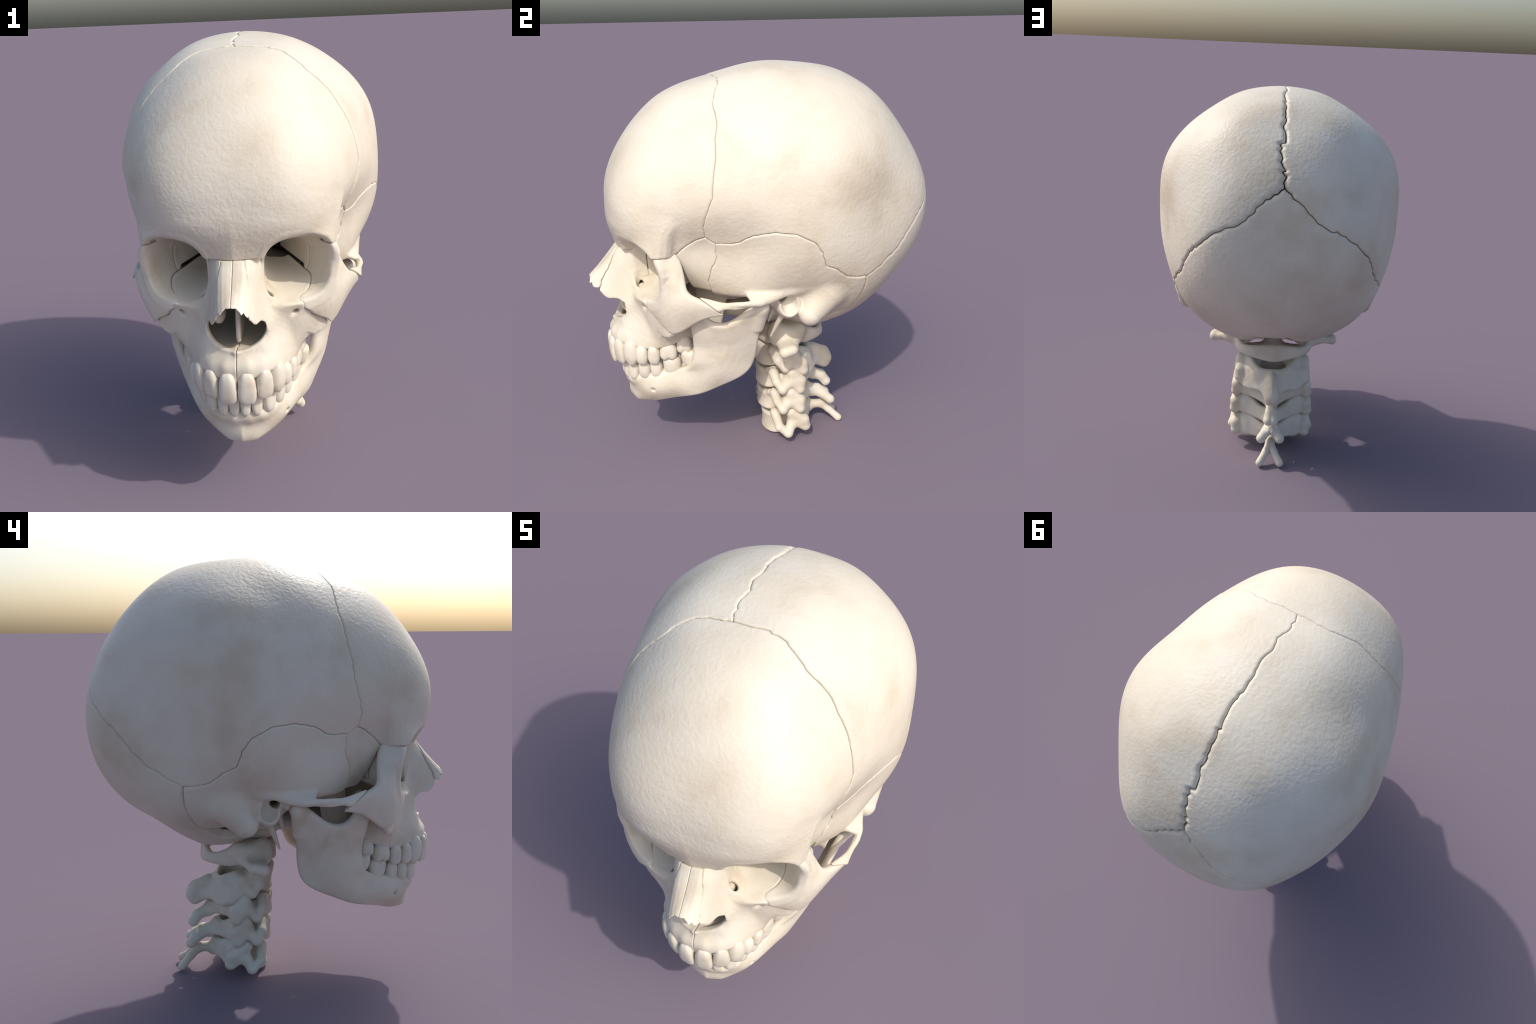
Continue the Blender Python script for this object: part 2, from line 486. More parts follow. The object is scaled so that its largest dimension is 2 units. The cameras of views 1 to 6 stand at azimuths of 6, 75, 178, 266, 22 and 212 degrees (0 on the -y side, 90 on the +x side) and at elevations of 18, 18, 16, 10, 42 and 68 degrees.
R_SPH = Region(np.concatenate([[SPHENION], [PTERION], S_SPF, [(.345, -.44, 1.10), (.31, -.41, 1.0), (.27, -.36, .93), (.26, -.27, .88)], S_SPT[::-1]]), (.42, -.37, 1.13))
GAP = .0010

def seam(P):
    """half gap and edge rounding of the sutures: hairline at the sides, open and rolled along the rear midline"""
    rear = sstep(P[:, 1], -.15, .55) * sstep(np.abs(P[:, 0]), .12, .04) * sstep(P[:, 2], 1.50, 1.62)
    lamb = sstep(P[:, 1], .35, .60) * sstep(P[:, 2], 1.70, 1.55)
    return (F(.0003) + .0012 * rear + .0003 * lamb).astype(F), (F(.009) + .013 * rear + .006 * lamb).astype(F)

def scale_plate(P, region, thick=.05, lift=0.):
    v = vault(P) - F(lift)
    s = region(P)
    g, k = seam(P)
    return smax(np.maximum(v, -(v + thick)), g - s, k)

# ------------------------------------------------------------------ orbit: a rounded funnel, used by six bones
O_OPEN, O_APEX = np.array([.262, -.63, 1.078], F), np.array([.118, -.25, 1.095], F)
O_AXIS = O_APEX - O_OPEN; O_LEN = float(np.linalg.norm(O_AXIS)); O_AXIS = O_AXIS / O_LEN
O_U = np.array([-O_AXIS[1] * -1, O_AXIS[0], 0]); O_U = np.array([O_AXIS[1], -O_AXIS[0], 0], F); O_U /= np.linalg.norm(O_U)
O_W = np.cross(O_U, O_AXIS).astype(F)
if O_W[2] < 0:
    O_W = -O_W

def orbit_frame(P):
    d = P - O_OPEN
    t = d @ O_AXIS / O_LEN
    return t, d @ O_U, d @ O_W

def orbit(P):
    t, a, b = orbit_frame(P)
    tc = np.clip(t, 0, 1)
    R = .035 + .115 * (1 - tc ** .92) + np.maximum(-t, 0) * .12
    n = 2.9
    q = (np.abs(a / 1.03) ** n + np.abs(b / .97) ** n) ** (1 / n)
    return np.maximum(np.maximum(q - R, (t - 1) * O_LEN), (-t - .30) * O_LEN).astype(F)

def orbit_angle(P):
    """0 = lateral wall, 90 = roof, 180 = medial wall, 270 = floor"""
    t, a, b = orbit_frame(P)
    return np.degrees(np.arctan2(b, a)) % 360, t

def wall(P, lo, hi, t0, t1, thick=.016, back=0.):
    """part of the orbit's wall between two angles and two depths"""
    ang, t = orbit_angle(P)
    o = orbit(P) - F(back)
    lo = lo(t) if callable(lo) else lo
    hi = hi(t) if callable(hi) else hi
    mid, half = (lo + hi) / 2, (hi - lo) / 2
    da = (np.abs((ang - mid + 180) % 360 - 180) - half) * F(math.pi / 180 * .10)
    dt = np.maximum(t0 - t, t - t1) * O_LEN
    return smax(np.maximum(o - thick, -o), smax(da, dt, .006), .006)

def floor_edge(t):
    """angle of the cheekbone / upper jaw suture across the orbit floor"""
    return 281 + 40 * sstep(t, .05, .40)

# ------------------------------------------------------------------ root
root = bpy.data.objects.new('human_skull', None)
bpy.context.scene.collection.objects.link(root)
root['label'] = 'ivory human skull with sutured bones, teeth and neck vertebrae'
root['category'] = 'skull'

# ------------------------------------------------------------------ braincase bones
def braincase():
    for name_region, lo, hi in ((R_PAR, (-.06, -.40, .98), (.68, .88, 2.03)), (R_PAR_L, (-.68, -.40, .98), (.06, .88, 2.03))):
        V, Q = polygonise(lambda P: scale_plate(P, name_region, lift=.002), lo, hi, .005)
        V, Q = keep_faces(V, Q, vault(V) > -.03)
        make_object('parietal_bone', V, Q, VAULT_MAT, root)

    basilar = ball((0, .02, .80), (.26, .34, .07))
    condyle = ball((.13, .07, .745), (.05, .09, .05))
    def occipital(P):
        d = scale_plate(P, R_OCC)
        M = mir(P)
        d = np.maximum(d, .70 - P[:, 2])
        return smin(smin(d, basilar(P), .03), condyle(M), .02)
    V, Q = polygonise(occipital, (-.58, -.36, .66), (.58, .95, 1.64), .005)
    V, Q = keep_faces(V, Q, (vault(V) > -.03) | (V[:, 2] < .9))
    make_object('occipital_bone', V, Q, VAULT_MAT, root)

    brow = Sheet({'g0_': (-.02, -.707, 1.12), 'g1_': (-.02, -.724, 1.19), 'g2_': (-.02, -.742, 1.25), 'g3_': (-.02, -.742, 1.33), 'n_': (.105, -.655, 1.12), 'r1': (.115, -.692, 1.20), 'u1': (.13, -.728, 1.28),
                  'r2': (.215, -.684, 1.235), 'u2': (.22, -.707, 1.31), 'r3': (.325, -.645, 1.218), 'u3': (.330, -.648, 1.31), 'f_': (.410, -.558, 1.15), 'u4': (.425, -.535, 1.28),
                  'v2': (.22, -.69, 1.40), 'v3': (.345, -.615, 1.40), 'b_': (.374, -.476, 1.15, .022), 'w4': (.404, -.472, 1.27, .022), 'w5': (.432, -.468, 1.36, .024)},
                 ['g0_ n_ r1', 'g0_ r1 g1_', 'g1_ r1 u1', 'g1_ u1 g2_', 'g2_ u1 g3_', 'r1 r2 u1', 'r2 u2 u1', 'r2 r3 u2', 'r3 u3 u2', 'r3 f_ u4', 'r3 u4 u3', 'u1 u2 g3_', 'u2 v2 g3_', 'u2 u3 v2', 'u3 v3 v2', 'u3 u4 v3',
                  'f_ b_ u4', 'b_ w4 u4', 'u4 w4 w5', 'u4 w5 v3'], .028, inward=(0, -.3, 1.3))
    def frontal(P):
        M = mir(P)
        v = vault(P)
        d = np.maximum(v, -(v + .05))
        d = smin(d, brow(M) + F(.006), .035)
        roof = np.maximum(orbit(M) - .018, 1.12 - M[:, 2])
        roof = np.maximum(np.maximum(roof, M[:, 1] + .30), v + .002)
        d = smin(d, roof, .015)
        low = 1.148 + .028 * sstep(M[:, 0], .30, .38)
        low = np.where(M[:, 1] > -.45, 1.12, low)
        d = smax(d, GAP * .7 - R_FRO(P), .010)
        d = smax(d, low - M[:, 2], .005)
        return smax(d, -orbit(M), .016)
    V, Q = polygonise(frontal, (-.56, -.82, 1.09), (.56, -.15, 1.98), .005)
    V, Q = keep_faces(V, Q, (vault(V) > -.035) | (V[:, 2] < 1.35))
    make_object('frontal_bone', V, Q, VAULT_MAT, root)

ZT_TOP, ZT_LOW = np.array([.484, -.404, 1.015], F), np.array([.498, -.296, .93], F)
ZT_N = np.array([0, .62, .786], F)

def temporal_bone():
    mastoid = [cone((.450, .225, .945), (.473, .148, .856), .090, .057)]
    arch = net({'r1': (.475, -.01, .985), 'r2': (.505, -.09, .972), 'r3': (.450, -.138, .992), 'u1': (.517, -.14, .964), 'u2': (.517, -.225, .961), 'u3': (.500, -.30, .966), 'u4': (.458, -.44, .984),
                'l0': (.505, -.08, .95), 'l1': (.514, -.14, .952), 'l2': (.515, -.225, .948), 'l3': (.512, -.30, .945), 'l4': (.50, -.42, .89)},
               ['r1 r2 r3', 'r2 u1 r3', 'r1 r2 l0', 'r2 u1 l0', 'u1 l1 l0', 'u1 u2 l1', 'u2 l2 l1', 'u2 u3 l2', 'u3 l3 l2', 'u3 u4 l3', 'u4 l4 l3'], .0125)
    ridge = tube([(.485, -.06, .965), (.48, .05, .985), (.485, .13, 1.01)], [.02, .02, .018])
    tubercle = cone((.465, -.04, .955), (.455, -.036, .925), .02, .012)
    drum = [ball((.425, .048, .908), (.082, .062, .074)), cone((.43, .05, .90), (.436, .056, .864), .04, .024), cone((.40, -.02, .93), (.39, .03, .86), .04, .02)]
    cup = ball((.525, .044, .912), (.090, .047, .056))
    canal = cone((.50, .022, .937), (.25, .010, .95), .022)
    def fn(P):
        d = scale_plate(P, R_TEM, lift=.0035)
        floor = .955 - .14 * sstep(P[:, 1], -.10, .06)
        d = smax(d, floor - P[:, 2], .03)
        d = smin(d, union(mastoid, P, .03), .045)
        d = smax(d, .0004 - R_OCM_SIDE(P), .010)
        d = smin(d, union(ridge, P, .02), .03)
        d = smin(d, union(arch, P, .012), .022)
        d = smin(d, tubercle(P), .02)
        d = smin(d, union(drum, P, .02), .018)
        d = smax(d, -cup(P), .012)
        d = smax(d, -canal(P), .008)
        return smax(d, GAP - (P - ZT_TOP) @ ZT_N, .006)
    V, Q = polygonise(fn, (.25, -.48, .72), (.67, .47, 1.35), .0045)
    V, Q = keep_faces(V, Q, (vault(V) > -.035) | (V[:, 2] < 1.05))
    spike = lambda P: smin(cone((.385, .045, .86), (.338, -.013, .706), .021, .005)(P), cone((.37, -.01, .86), (.355, -.03, .79), .016, .003)(P), .015)
    W, S = polygonise(spike, (.29, -.07, .68), (.43, .09, .90), .003)
    for fl in (False, True):
        o = make_object('temporal_bone', V, Q, VAULT_MAT, root, fl)
        make_object('styloid_process', W, S, FACE_MAT, o, fl)

def R_OCM_SIDE(P):
    """keeps the mastoid in front of the occipito-mastoid suture"""
    return R_TEM_WIDE(P)
R_TEM_WIDE = Region(np.concatenate([[(.345, -.33, .98), (.40, -.42, 1.3), (.5, -.1, 1.6), (.6, .3, 1.5), (.56, .45, 1.15)], S_OCM, [(.2, .0, .72), (.22, -.25, .80)]]), (.55, .05, 1.05))

def sphenoid_bone():
    pterygoid = net({'a': (.20, -.30, .95), 'b': (.235, -.225, .93), 'c': (.225, -.232, .82), 'd': (.205, -.262, .70), 'e': (.165, -.335, .70), 'f': (.16, -.335, .93)},
                    ['a b c', 'a c f', 'c d e', 'c e f'], .011)
    body = ball((0, -.16, .93), (.26, .15, .10))
    under = net({'a': (.25, -.33, .985), 'b': (.33, -.26, .985), 'c': (.18, -.33, .97), 'd': (.22, -.22, .95)}, ['a b c', 'b c d'], .015)
    def fn(P):
        M = mir(P)
        d = scale_plate(M, R_SPH, thick=.035)
        d = smax(d, .975 - P[:, 2], .02)
        d = smin(d, wall(M, lambda t: -38 + 8 * sstep(t, .46, .52), 40, .44, .97, .02), .012)
        d = smin(d, wall(M, 36, 140, .42, .985, .02, .005), .006)
        d = smin(d, union(under, M, .02), .02)
        d = smin(d, union(pterygoid, M, .012), .02)
        d = smin(d, body(P), .03)
        return d
    V, Q = polygonise(fn, (-.5, -.52, .66), (.5, .0, 1.30), .005)
    make_object('sphenoid_bone', V, Q, FACE_MAT, root)

# ------------------------------------------------------------------ face
def suture_plane(a, b, through):
    """plane through a and b, edge-on to the direction 'through'"""
    a, b = np.array(a, float), np.array(b, float)
    n = np.cross(b - a, np.array(through, float)); n /= np.linalg.norm(n)
    return lambda P: ((P - a.astype(F)) @ n.astype(F))

NM_TOP, NM_LOW = (.046, -.70, 1.146), (.067, -.805, .957)
ZM_RIM, ZM_LOW = (.265, -.604, .922), (.386, -.50, .793)
_ns = suture_plane(NM_TOP, NM_LOW, (.8, -.6, .2))
nasal_side = lambda P: _ns(P) + (.003 * np.sin(P[:, 2] * 55) + .0012 * np.sin(P[:, 2] * 170)).astype(F)
if nasal_side(np.array([[0, -.80, 1.05]], F))[0] < 0:
    _n = nasal_side; nasal_side = lambda P: -_n(P)
_zs = suture_plane(ZM_RIM, ZM_LOW, (.55, -.8, -.1))
zygo_side = lambda P: _zs(P) + (.007 * np.sin(P[:, 2] * 48 + .4) + .003 * np.sin(P[:, 2] * 130)).astype(F)
if zygo_side(np.array([[.45, -.45, .92]], F))[0] < 0:
    _z = zygo_side; zygo_side = lambda P: -_z(P)

def zygomatic_bone():
    sheet = net({'A': (.25, -.615, .915), 'B': (.420, -.514, 1.065), 'Ft': (.397, -.56, 1.19), 'Fb': (.378, -.468, 1.19), 'Bb': (.440, -.442, 1.066),
                 'C': (.480, -.415, 1.000), 'D': (.522, -.27, .925), 'E': (.475, -.36, .888), 'I': (.386, -.50, .79), 'K': (.425, -.515, .93), 'H': (.32, -.57, .86)},
                ['A B K', 'A K H', 'H K I', 'K I E', 'K E C', 'E D C', 'K B Bb', 'K Bb C', 'B Ft Fb', 'B Fb Bb'], .019, inward=(.30, -.35, .95))
    def fn(P):
        d = smax(union(sheet, P, .014), GAP * .6 - zygo_side(P), .007)
        d = smin(d, wall(P, lambda t: floor_edge(t) - 359, 48, .10, .44, .022), .035)
        d = smax(d, -orbit(P), .012)
        top = P[:, 2] - (1.174 + .010 * sstep(P[:, 1], -.56, -.48))
        d = smax(d, top + GAP * .5, .007)
        return smax(d, np.minimum(GAP * .6 + (P - ZT_TOP) @ ZT_N, P[:, 1] + .417), .007)
    V, Q = polygonise(fn, (.22, -.66, .74), (.54, -.24, 1.21), .004)
    for fl in (False, True):
        make_object('zygomatic_bone', V, Q, FACE_MAT, root, fl)

ARCH_UP = [(0, -.768), (.045, -.765), (.095, -.742), (.140, -.698), (.172, -.640), (.195, -.585), (.212, -.515), (.225, -.44), (.225, -.385)]

def maxilla_bone():
    pts = {'a_': (.044, -.697, 1.16), 'b_': (.098, -.640, 1.16), 'c_': (.064, -.812, .955), 'd': (.128, -.625, .99), 'e': (.165, -.645, .94), 'f_': (.285, -.60, .918), 'g_': (.120, -.70, .868),
           'h': (.235, -.612, .885), 'i_': (.368, -.503, .810, .014), 'j': (.304, -.515, .760), 'm_': (.095, -.712, .80), 'l_': (-.02, -.752, .785),
           'n0_': (-.02, -.766, .66), 'n1': (.07, -.755, .66), 'n2': (.152, -.712, .675), 'n3': (.207, -.62, .656), 'n4': (.237, -.55, .660), 'n5': (.252, -.45, .69), 'n6': (.235, -.375, .74),
           'o': (.215, -.60, .79), 'p': (.25, -.385, .82), 'q': (.22, -.38, .94), 'r': (.27, -.45, .90)}
    sheet = net(pts, ['a_ b_ c_', 'b_ d c_', 'c_ d g_', 'd e g_', 'e f_ h', 'e h g_', 'h f_ i_', 'h i_ j', 'h j o', 'g_ h o', 'g_ o n2', 'g_ m_ n2', 'm_ l_ n0_', 'm_ n0_ n1', 'm_ n1 n2',
                      'o n2 n3', 'o n3 n4', 'o j n4', 'j n4 n5', 'j n5 p', 'n5 n6 p', 'j p r', 'p q r'], .017, inward=(.10, -.45, .86))
    alveolar = tube([(x * .88, y + .035, z) for (x, y), z in zip(ARCH_UP, (.70, .70, .70, .70, .695, .695, .70, .72, .745))], [.034] * 9)
    palate = net({'a': (0, -.70, .735), 'b': (.14, -.62, .74), 'c': (.18, -.40, .77), 'd': (0, -.36, .77)}, ['a b c', 'a c d'], .016)
    spine = cone((0, -.70, .765), (0, -.738, .772), .02, .010)
    duct = cone((.133, -.612, 1.02), (.128, -.612, .93), .019, .015)
    foramen = cone((.230, -.65, .860), (.245, -.56, .925), .015, .009)
    nose = [ball((0, -.69, .856), (.121, .16, .086)), ball((0, -.52, .90), (.115, .26, .125)), ball((0, -.74, .97), (.052, .12, .16)), ball((0, -.80, .905), (.074, .06, .052))]
    def fn(P):
        M = mir(P)
        d = smax(union(sheet, P, .014), GAP * .6 + zygo_side(P) - 9 * sstep(P[:, 1], -.45, -.41) - 9 * sstep(P[:, 0], .22, .19), .007)
        d = smin(d, union(alveolar, P, .02), .03)
        d = smin(d, union(palate, P, .01), .02)
        d = smin(d, spine(P), .02)
        d = smin(d, wall(P, 200, floor_edge, .07, .85, .022), .02)
        d = smax(d, -union(nose, P, .03), .012)
        d = smax(d, -orbit(P), .012)
        d = smax(d, -duct(P), .012)
        d = smax(d, -foramen(P), .012)
        d = smax(d, P[:, 2] - 1.1472, .004)
        d = smax(d, GAP * .5 + nasal_side(P) - 9 * sstep(P[:, 2], .93, .90), .005)
        return smax(d, .0007 - P[:, 0], .004)
    V, Q = polygonise(fn, (-.01, -.84, .62), (.43, -.32, 1.16), .004)
    out = []
    for fl in (False, True):
        out.append(make_object('maxilla_bone', V, Q, FACE_MAT, root, fl))
    return out

def small_face_bones():
    sheet = net({'t0_': (-.02, -.698, 1.17), 't1_': (.056, -.682, 1.17), 'tip_': (-.02, -.890, .97), 'th_': (.046, -.866, .955), 'c_': (.076, -.808, .93), 'mid_': (-.02, -.771, 1.075)},
                ['t0_ t1_ mid_', 't1_ th_ mid_', 'mid_ th_ tip_', 't1_ c_ th_'], .010, inward=(0, -.60, .95))
    def nasal(P):
        d = union(sheet, P, .006)
        x = P[:, 0]
        low = np.interp(x, [0, .020, .034, .042, .049, .055, .062, .08], [1.0, .998, .985, .972, .978, .966, .955, .95])
        d = smax(d, low - P[:, 2], .006)
        d = smax(d, P[:, 2] - 1.1470, .004)
        d = smax(d, GAP * .4 - nasal_side(P), .005)
        return smax(d, .0006 - x, .003)
    V, Q = polygonise(nasal, (-.008, -.90, .92), (.10, -.66, 1.17), .003)
    for fl in (False, True):
        make_object('nasal_bone', V, Q, FACE_MAT, root, fl)
    # lacrimal and ethmoid plates of the medial orbit wall
    def lacrimal(P):
        d = wall(P, 132, 214, .12, .27, .013)
        return smax(d, -cone((.133, -.612, 1.02), (.128, -.612, .93), .019, .015)(P), .01)
    V, Q = polygonise(lacrimal, (.05, -.70, .92), (.22, -.42, 1.22), .004)
    W, S = polygonise(lambda P: wall(P, 132, 216, .278, .97, .013), (.05, -.60, .92), (.26, -.20, 1.24), .004)
    for fl in (False, True):
        make_object('lacrimal_bone', V, Q, FACE_MAT, root, fl)
        make_object('ethmoid_plate', W, S, FACE_MAT, root, fl)
    # nasal cavity: septum and conchae
    vomer = net({'a': (.004, -.672, .79), 'b': (.010, -.692, .92), 'c': (.0, -.42, .80), 'd': (0, -.42, .98), 'e': (.006, -.675, .965)}, ['a b e', 'a e c', 'c d e'], .009)
    V, Q = polygonise(lambda P: union(vomer, P, .006), (-.03, -.73, .76), (.04, -.38, 1.0), .004)
    make_object('nasal_septum', V, Q, FACE_MAT, root)
    shell = lambda P: smin(ball((.078, -.632, .905), (.030, .055, .052))(P), cone((.105, -.60, .945), (.105, -.48, .955), .024)(P), .02)
    V, Q = polygonise(shell, (.02, -.74, .84), (.15, -.44, 1.0), .004)
    for fl in (False, True):
        make_object('nasal_concha', V, Q, FACE_MAT, root, fl)

ARCH_LOW = [(0, -.700), (.038, -.698), (.085, -.688), (.125, -.655), (.152, -.60), (.178, -.545), (.200, -.475), (.225, -.40)]

def mandible():
    r = .02
    pts = {'k': (.47, -.085, .915), 'n': (.422, -.290, .822), 'n2': (.440, -.20, .848), 'c': (.385, -.415, .935), 'c2': (.398, -.36, .86), 'f1': (.365, -.415, .80), 'f2': (.328, -.40, .70), 'f3': (.315, -.41, .60),
           'p1': (.418, -.075, .80), 'p2': (.385, -.085, .70), 'g': (.348, -.105, .57), 'g2': (.348, -.165, .51), 'm1': (.394, -.24, .71), 'm2': (.360, -.29, .585),
           'b1': (.308, -.28, .445), 'b2': (.280, -.38, .402), 'b3': (.200, -.48, .362), 'b4': (.112, -.585, .315), 'b5_': (-.02, -.640, .287),
           'v1': (.272, -.44, .56), 'v2': (.228, -.52, .53), 'v3': (.185, -.60, .505), 'v4': (.14, -.665, .482), 'v5': (.075, -.690, .465), 'v6_': (-.02, -.697, .46),
           'e1': (.248, -.50, .455), 'e2': (.183, -.605, .41), 'e3': (.088, -.668, .38), 'e4_': (-.02, -.699, .380), 'h3': (.062, -.662, .318), 'h4_': (-.02, -.692, .322)}
    faces = ['k n2 p1', 'n2 n m1', 'n2 m1 p1', 'p1 m1 p2', 'n c2 m1', 'c c2 f1', 'c2 f1 m1', 'f1 f2 m1', 'p2 m1 g', 'm1 m2 g', 'm1 f2 m2', 'f2 f3 m2', 'g m2 g2', 'm2 b1 g2', 'm2 f3 v1', 'm2 v1 b2', 'm2 b2 b1',
             'v1 v2 e1', 'v1 e1 b2', 'e1 b3 b2', 'v2 v3 e1', 'v3 e2 e1', 'e1 e2 b3', 'e2 b4 b3', 'v3 v4 e2', 'v4 e3 e2', 'e2 e3 b4', 'v4 v5 e3', 'v5 v6_ e4_', 'v5 e4_ e3', 'e3 e4_ h4_', 'e3 h4_ h3', 'h3 h4_ b5_', 'h3 b5_ b4', 'e3 h3 b4']
    sheet = net(pts, faces, r, inward=(.0, -.35, .62))
    body = tube([(x * .90, y + .02, z) for (x, y), z in zip(ARCH_LOW, (.45, .45, .46, .475, .49, .505, .53, .56))], [.028] * 8)
    head = [cone((.465, -.08, .916), (.40, -.065, .916), .030, .028), cone((.452, -.082, .89), (.405, -.088, .79), .030, .022)]
    pit = cone((.20, -.60, .425), (.165, -.56, .425), .009, .006)
    def fn(P):
        M = mir(P)
        d = union(sheet, M, .014)
        d = smin(d, union(body, M, .02), .03)
        d = smin(d, union(head, M, .02), .025)
        return smax(d, -pit(M), .012)
    V, Q = polygonise(fn, (-.54, -.75, .24), (.54, -.02, .98), .005)
    return make_object('mandible', V, Q, FACE_MAT, root)

# ------------------------------------------------------------------ teeth
def tooth_mesh(kind, w, d, h):
    """crown along -z (edge at z=-h/2): width along x, depth along y (outer face at -y)"""
    nu, nv = 40, 28
    u = np.linspace(0, 2 * np.pi, nu, endpoint=False)
    v = np.linspace(-np.pi / 2, np.pi / 2, nv)
    U, W = np.meshgrid(u, v)
    sp = lambda x, p: np.sign(x) * np.abs(x) ** p
    m = .52 if kind == 'molar' else .62
    cz = sp(np.cos(W), m); z = sp(np.sin(W), m)
    x = cz * sp(np.cos(U), .72); y = cz * sp(np.sin(U), .74)
    s = (1 - z) / 2                                   # 0 at the root, 1 at the edge
    swell = lambda top: np.sin(np.minimum(s, top) / top * np.pi / 2)
    if kind == 'incisor':
        wx = .76 + .28 * swell(.75); dy = 1.0 - .58 * s ** 1.4; yc = -.40 * s * (1 - s) + .08 * s
    elif kind == 'canine':
        wx = .76 + .28 * swell(.6) - .14 * s ** 4; dy = 1.0 - .35 * s ** 1.8; yc = -.30 * s * (1 - s)
    elif kind == 'premolar':
        wx = .80 + .22 * swell(.7) - .05 * s ** 4; dy = .92 + .12 * np.sin(s * np.pi); yc = 0 * s
    else:
        wx = .80 + .22 * swell(.65); dy = .88 + .16 * np.sin(s * np.pi * .8); yc = 0 * s
    X = x * wx * w / 2; Y = (y * dy + yc) * d / 2; Z = z * h / 2
    low = sstep(s, .55, .95)
    if kind == 'molar':
        c = np.abs(X / (w * .42)); e = np.abs(Y / (d * .42))
        Z = Z + low * h * .09 * (np.exp(-(c / .28) ** 2) + .7 * np.exp(-(e / .3) ** 2) - .35)
        groove = np.exp(-((X / (w * .10)) ** 2)) * sstep(s, .30, .75) * .05
        Y = Y * (1 - groove * 1.8)
    if kind == 'premolar':
        e = np.abs(Y / (d * .42)); Z = Z + low * h * .10 * (np.exp(-(e / .35) ** 2) - .4)
    if kind == 'canine':
        Z = Z - low * h * .045 * (1 - np.minimum(np.abs(X) / (w * .4), 1) * 1.6)
    V = np.stack([X, Y, Z], -1).reshape(-1, 3)
    i, j = np.meshgrid(np.arange(nv - 1), np.arange(nu), indexing='ij')
    q = np.stack([i * nu + j, i * nu + (j + 1) % nu, (i + 1) * nu + (j + 1) % nu, (i + 1) * nu + j], -1).reshape(-1, 4)
    return V, q

def place_tooth(kind, pos, w, d, h, yaw, tilt, lower, parent, flip):
    """pos = crown centre, yaw = turn of the outer face from -y towards +x, tilt = lean of the edge outwards"""
    V, Q = tooth_mesh(kind, w, d, h)
    V = V * (1 + .012 * np.sin(V[:, ::-1] * 170 + pos[0] * 90))
    if lower:
        V = V * np.array([1, 1, -1]); Q = Q[:, ::-1]; tilt = -tilt
    c, s = math.cos(math.radians(-tilt)), math.sin(math.radians(-tilt))
    V = np.stack([V[:, 0], V[:, 1] * c - V[:, 2] * s, V[:, 1] * s + V[:, 2] * c], 1)
    c, s = math.cos(math.radians(yaw)), math.sin(math.radians(yaw))
    V = np.stack([V[:, 0] * c - V[:, 1] * s, V[:, 0] * s + V[:, 1] * c, V[:, 2]], 1)
    make_object('tooth', V + np.array(pos) + .005 * np.array([math.sin(math.radians(yaw)), -math.cos(math.radians(yaw)), 0]), Q, TOOTH_MAT, parent, flip)

UPPER = [('incisor', (.0385, -.753, .614), .076, .062, .146, 8, 4), ('incisor', (.108, -.727, .624), .071, .060, .134, 30, 3), ('canine', (.152, -.678, .634), .075, .070, .138, 54, 2),
         ('premolar', (.176, -.628, .626), .061, .074, .102, 68, 0), ('premolar', (.197, -.573, .630), .061, .076, .102, 72, 0), ('molar', (.208, -.504, .646), .086, .084, .094, 80, 0),
         ('molar', (.223, -.428, .678), .076, .080, .090, 82, 6)]
LOWER = [('incisor', (.023, -.701, .513), .047, .048, .110, 4, 6), ('incisor', (.068, -.693, .513), .049, .050, .110, 18, 6), ('canine', (.113, -.664, .518), .060, .060, .112, 42, 4),
         ('premolar', (.147, -.617, .528), .063, .062, .102, 60, 4), ('premolar', (.173, -.562, .538), .062, .066, .098, 66, 4), ('molar', (.198, -.486, .562), .090, .080, .098, 72, 6),
         ('molar', (.236, -.405, .607), .080, .080, .090, 74, 10)]

# ------------------------------------------------------------------ neck
def body_block(P, zc, hz, yf, wx, dy, tilt=0.):
    yc = yf + dy
    z = P[:, 2] - zc - (P[:, 1] - yc) * tilt
    flare = .93 + .13 * (z / hz) ** 2
    q = (np.sqrt((P[:, 0] / wx) ** 2 + ((P[:, 1] - yc) / dy) ** 2) / np.clip(flare, .9, 1.08) - 1) * min(wx, dy)
    return smax(q, np.abs(z) - hz, .022)

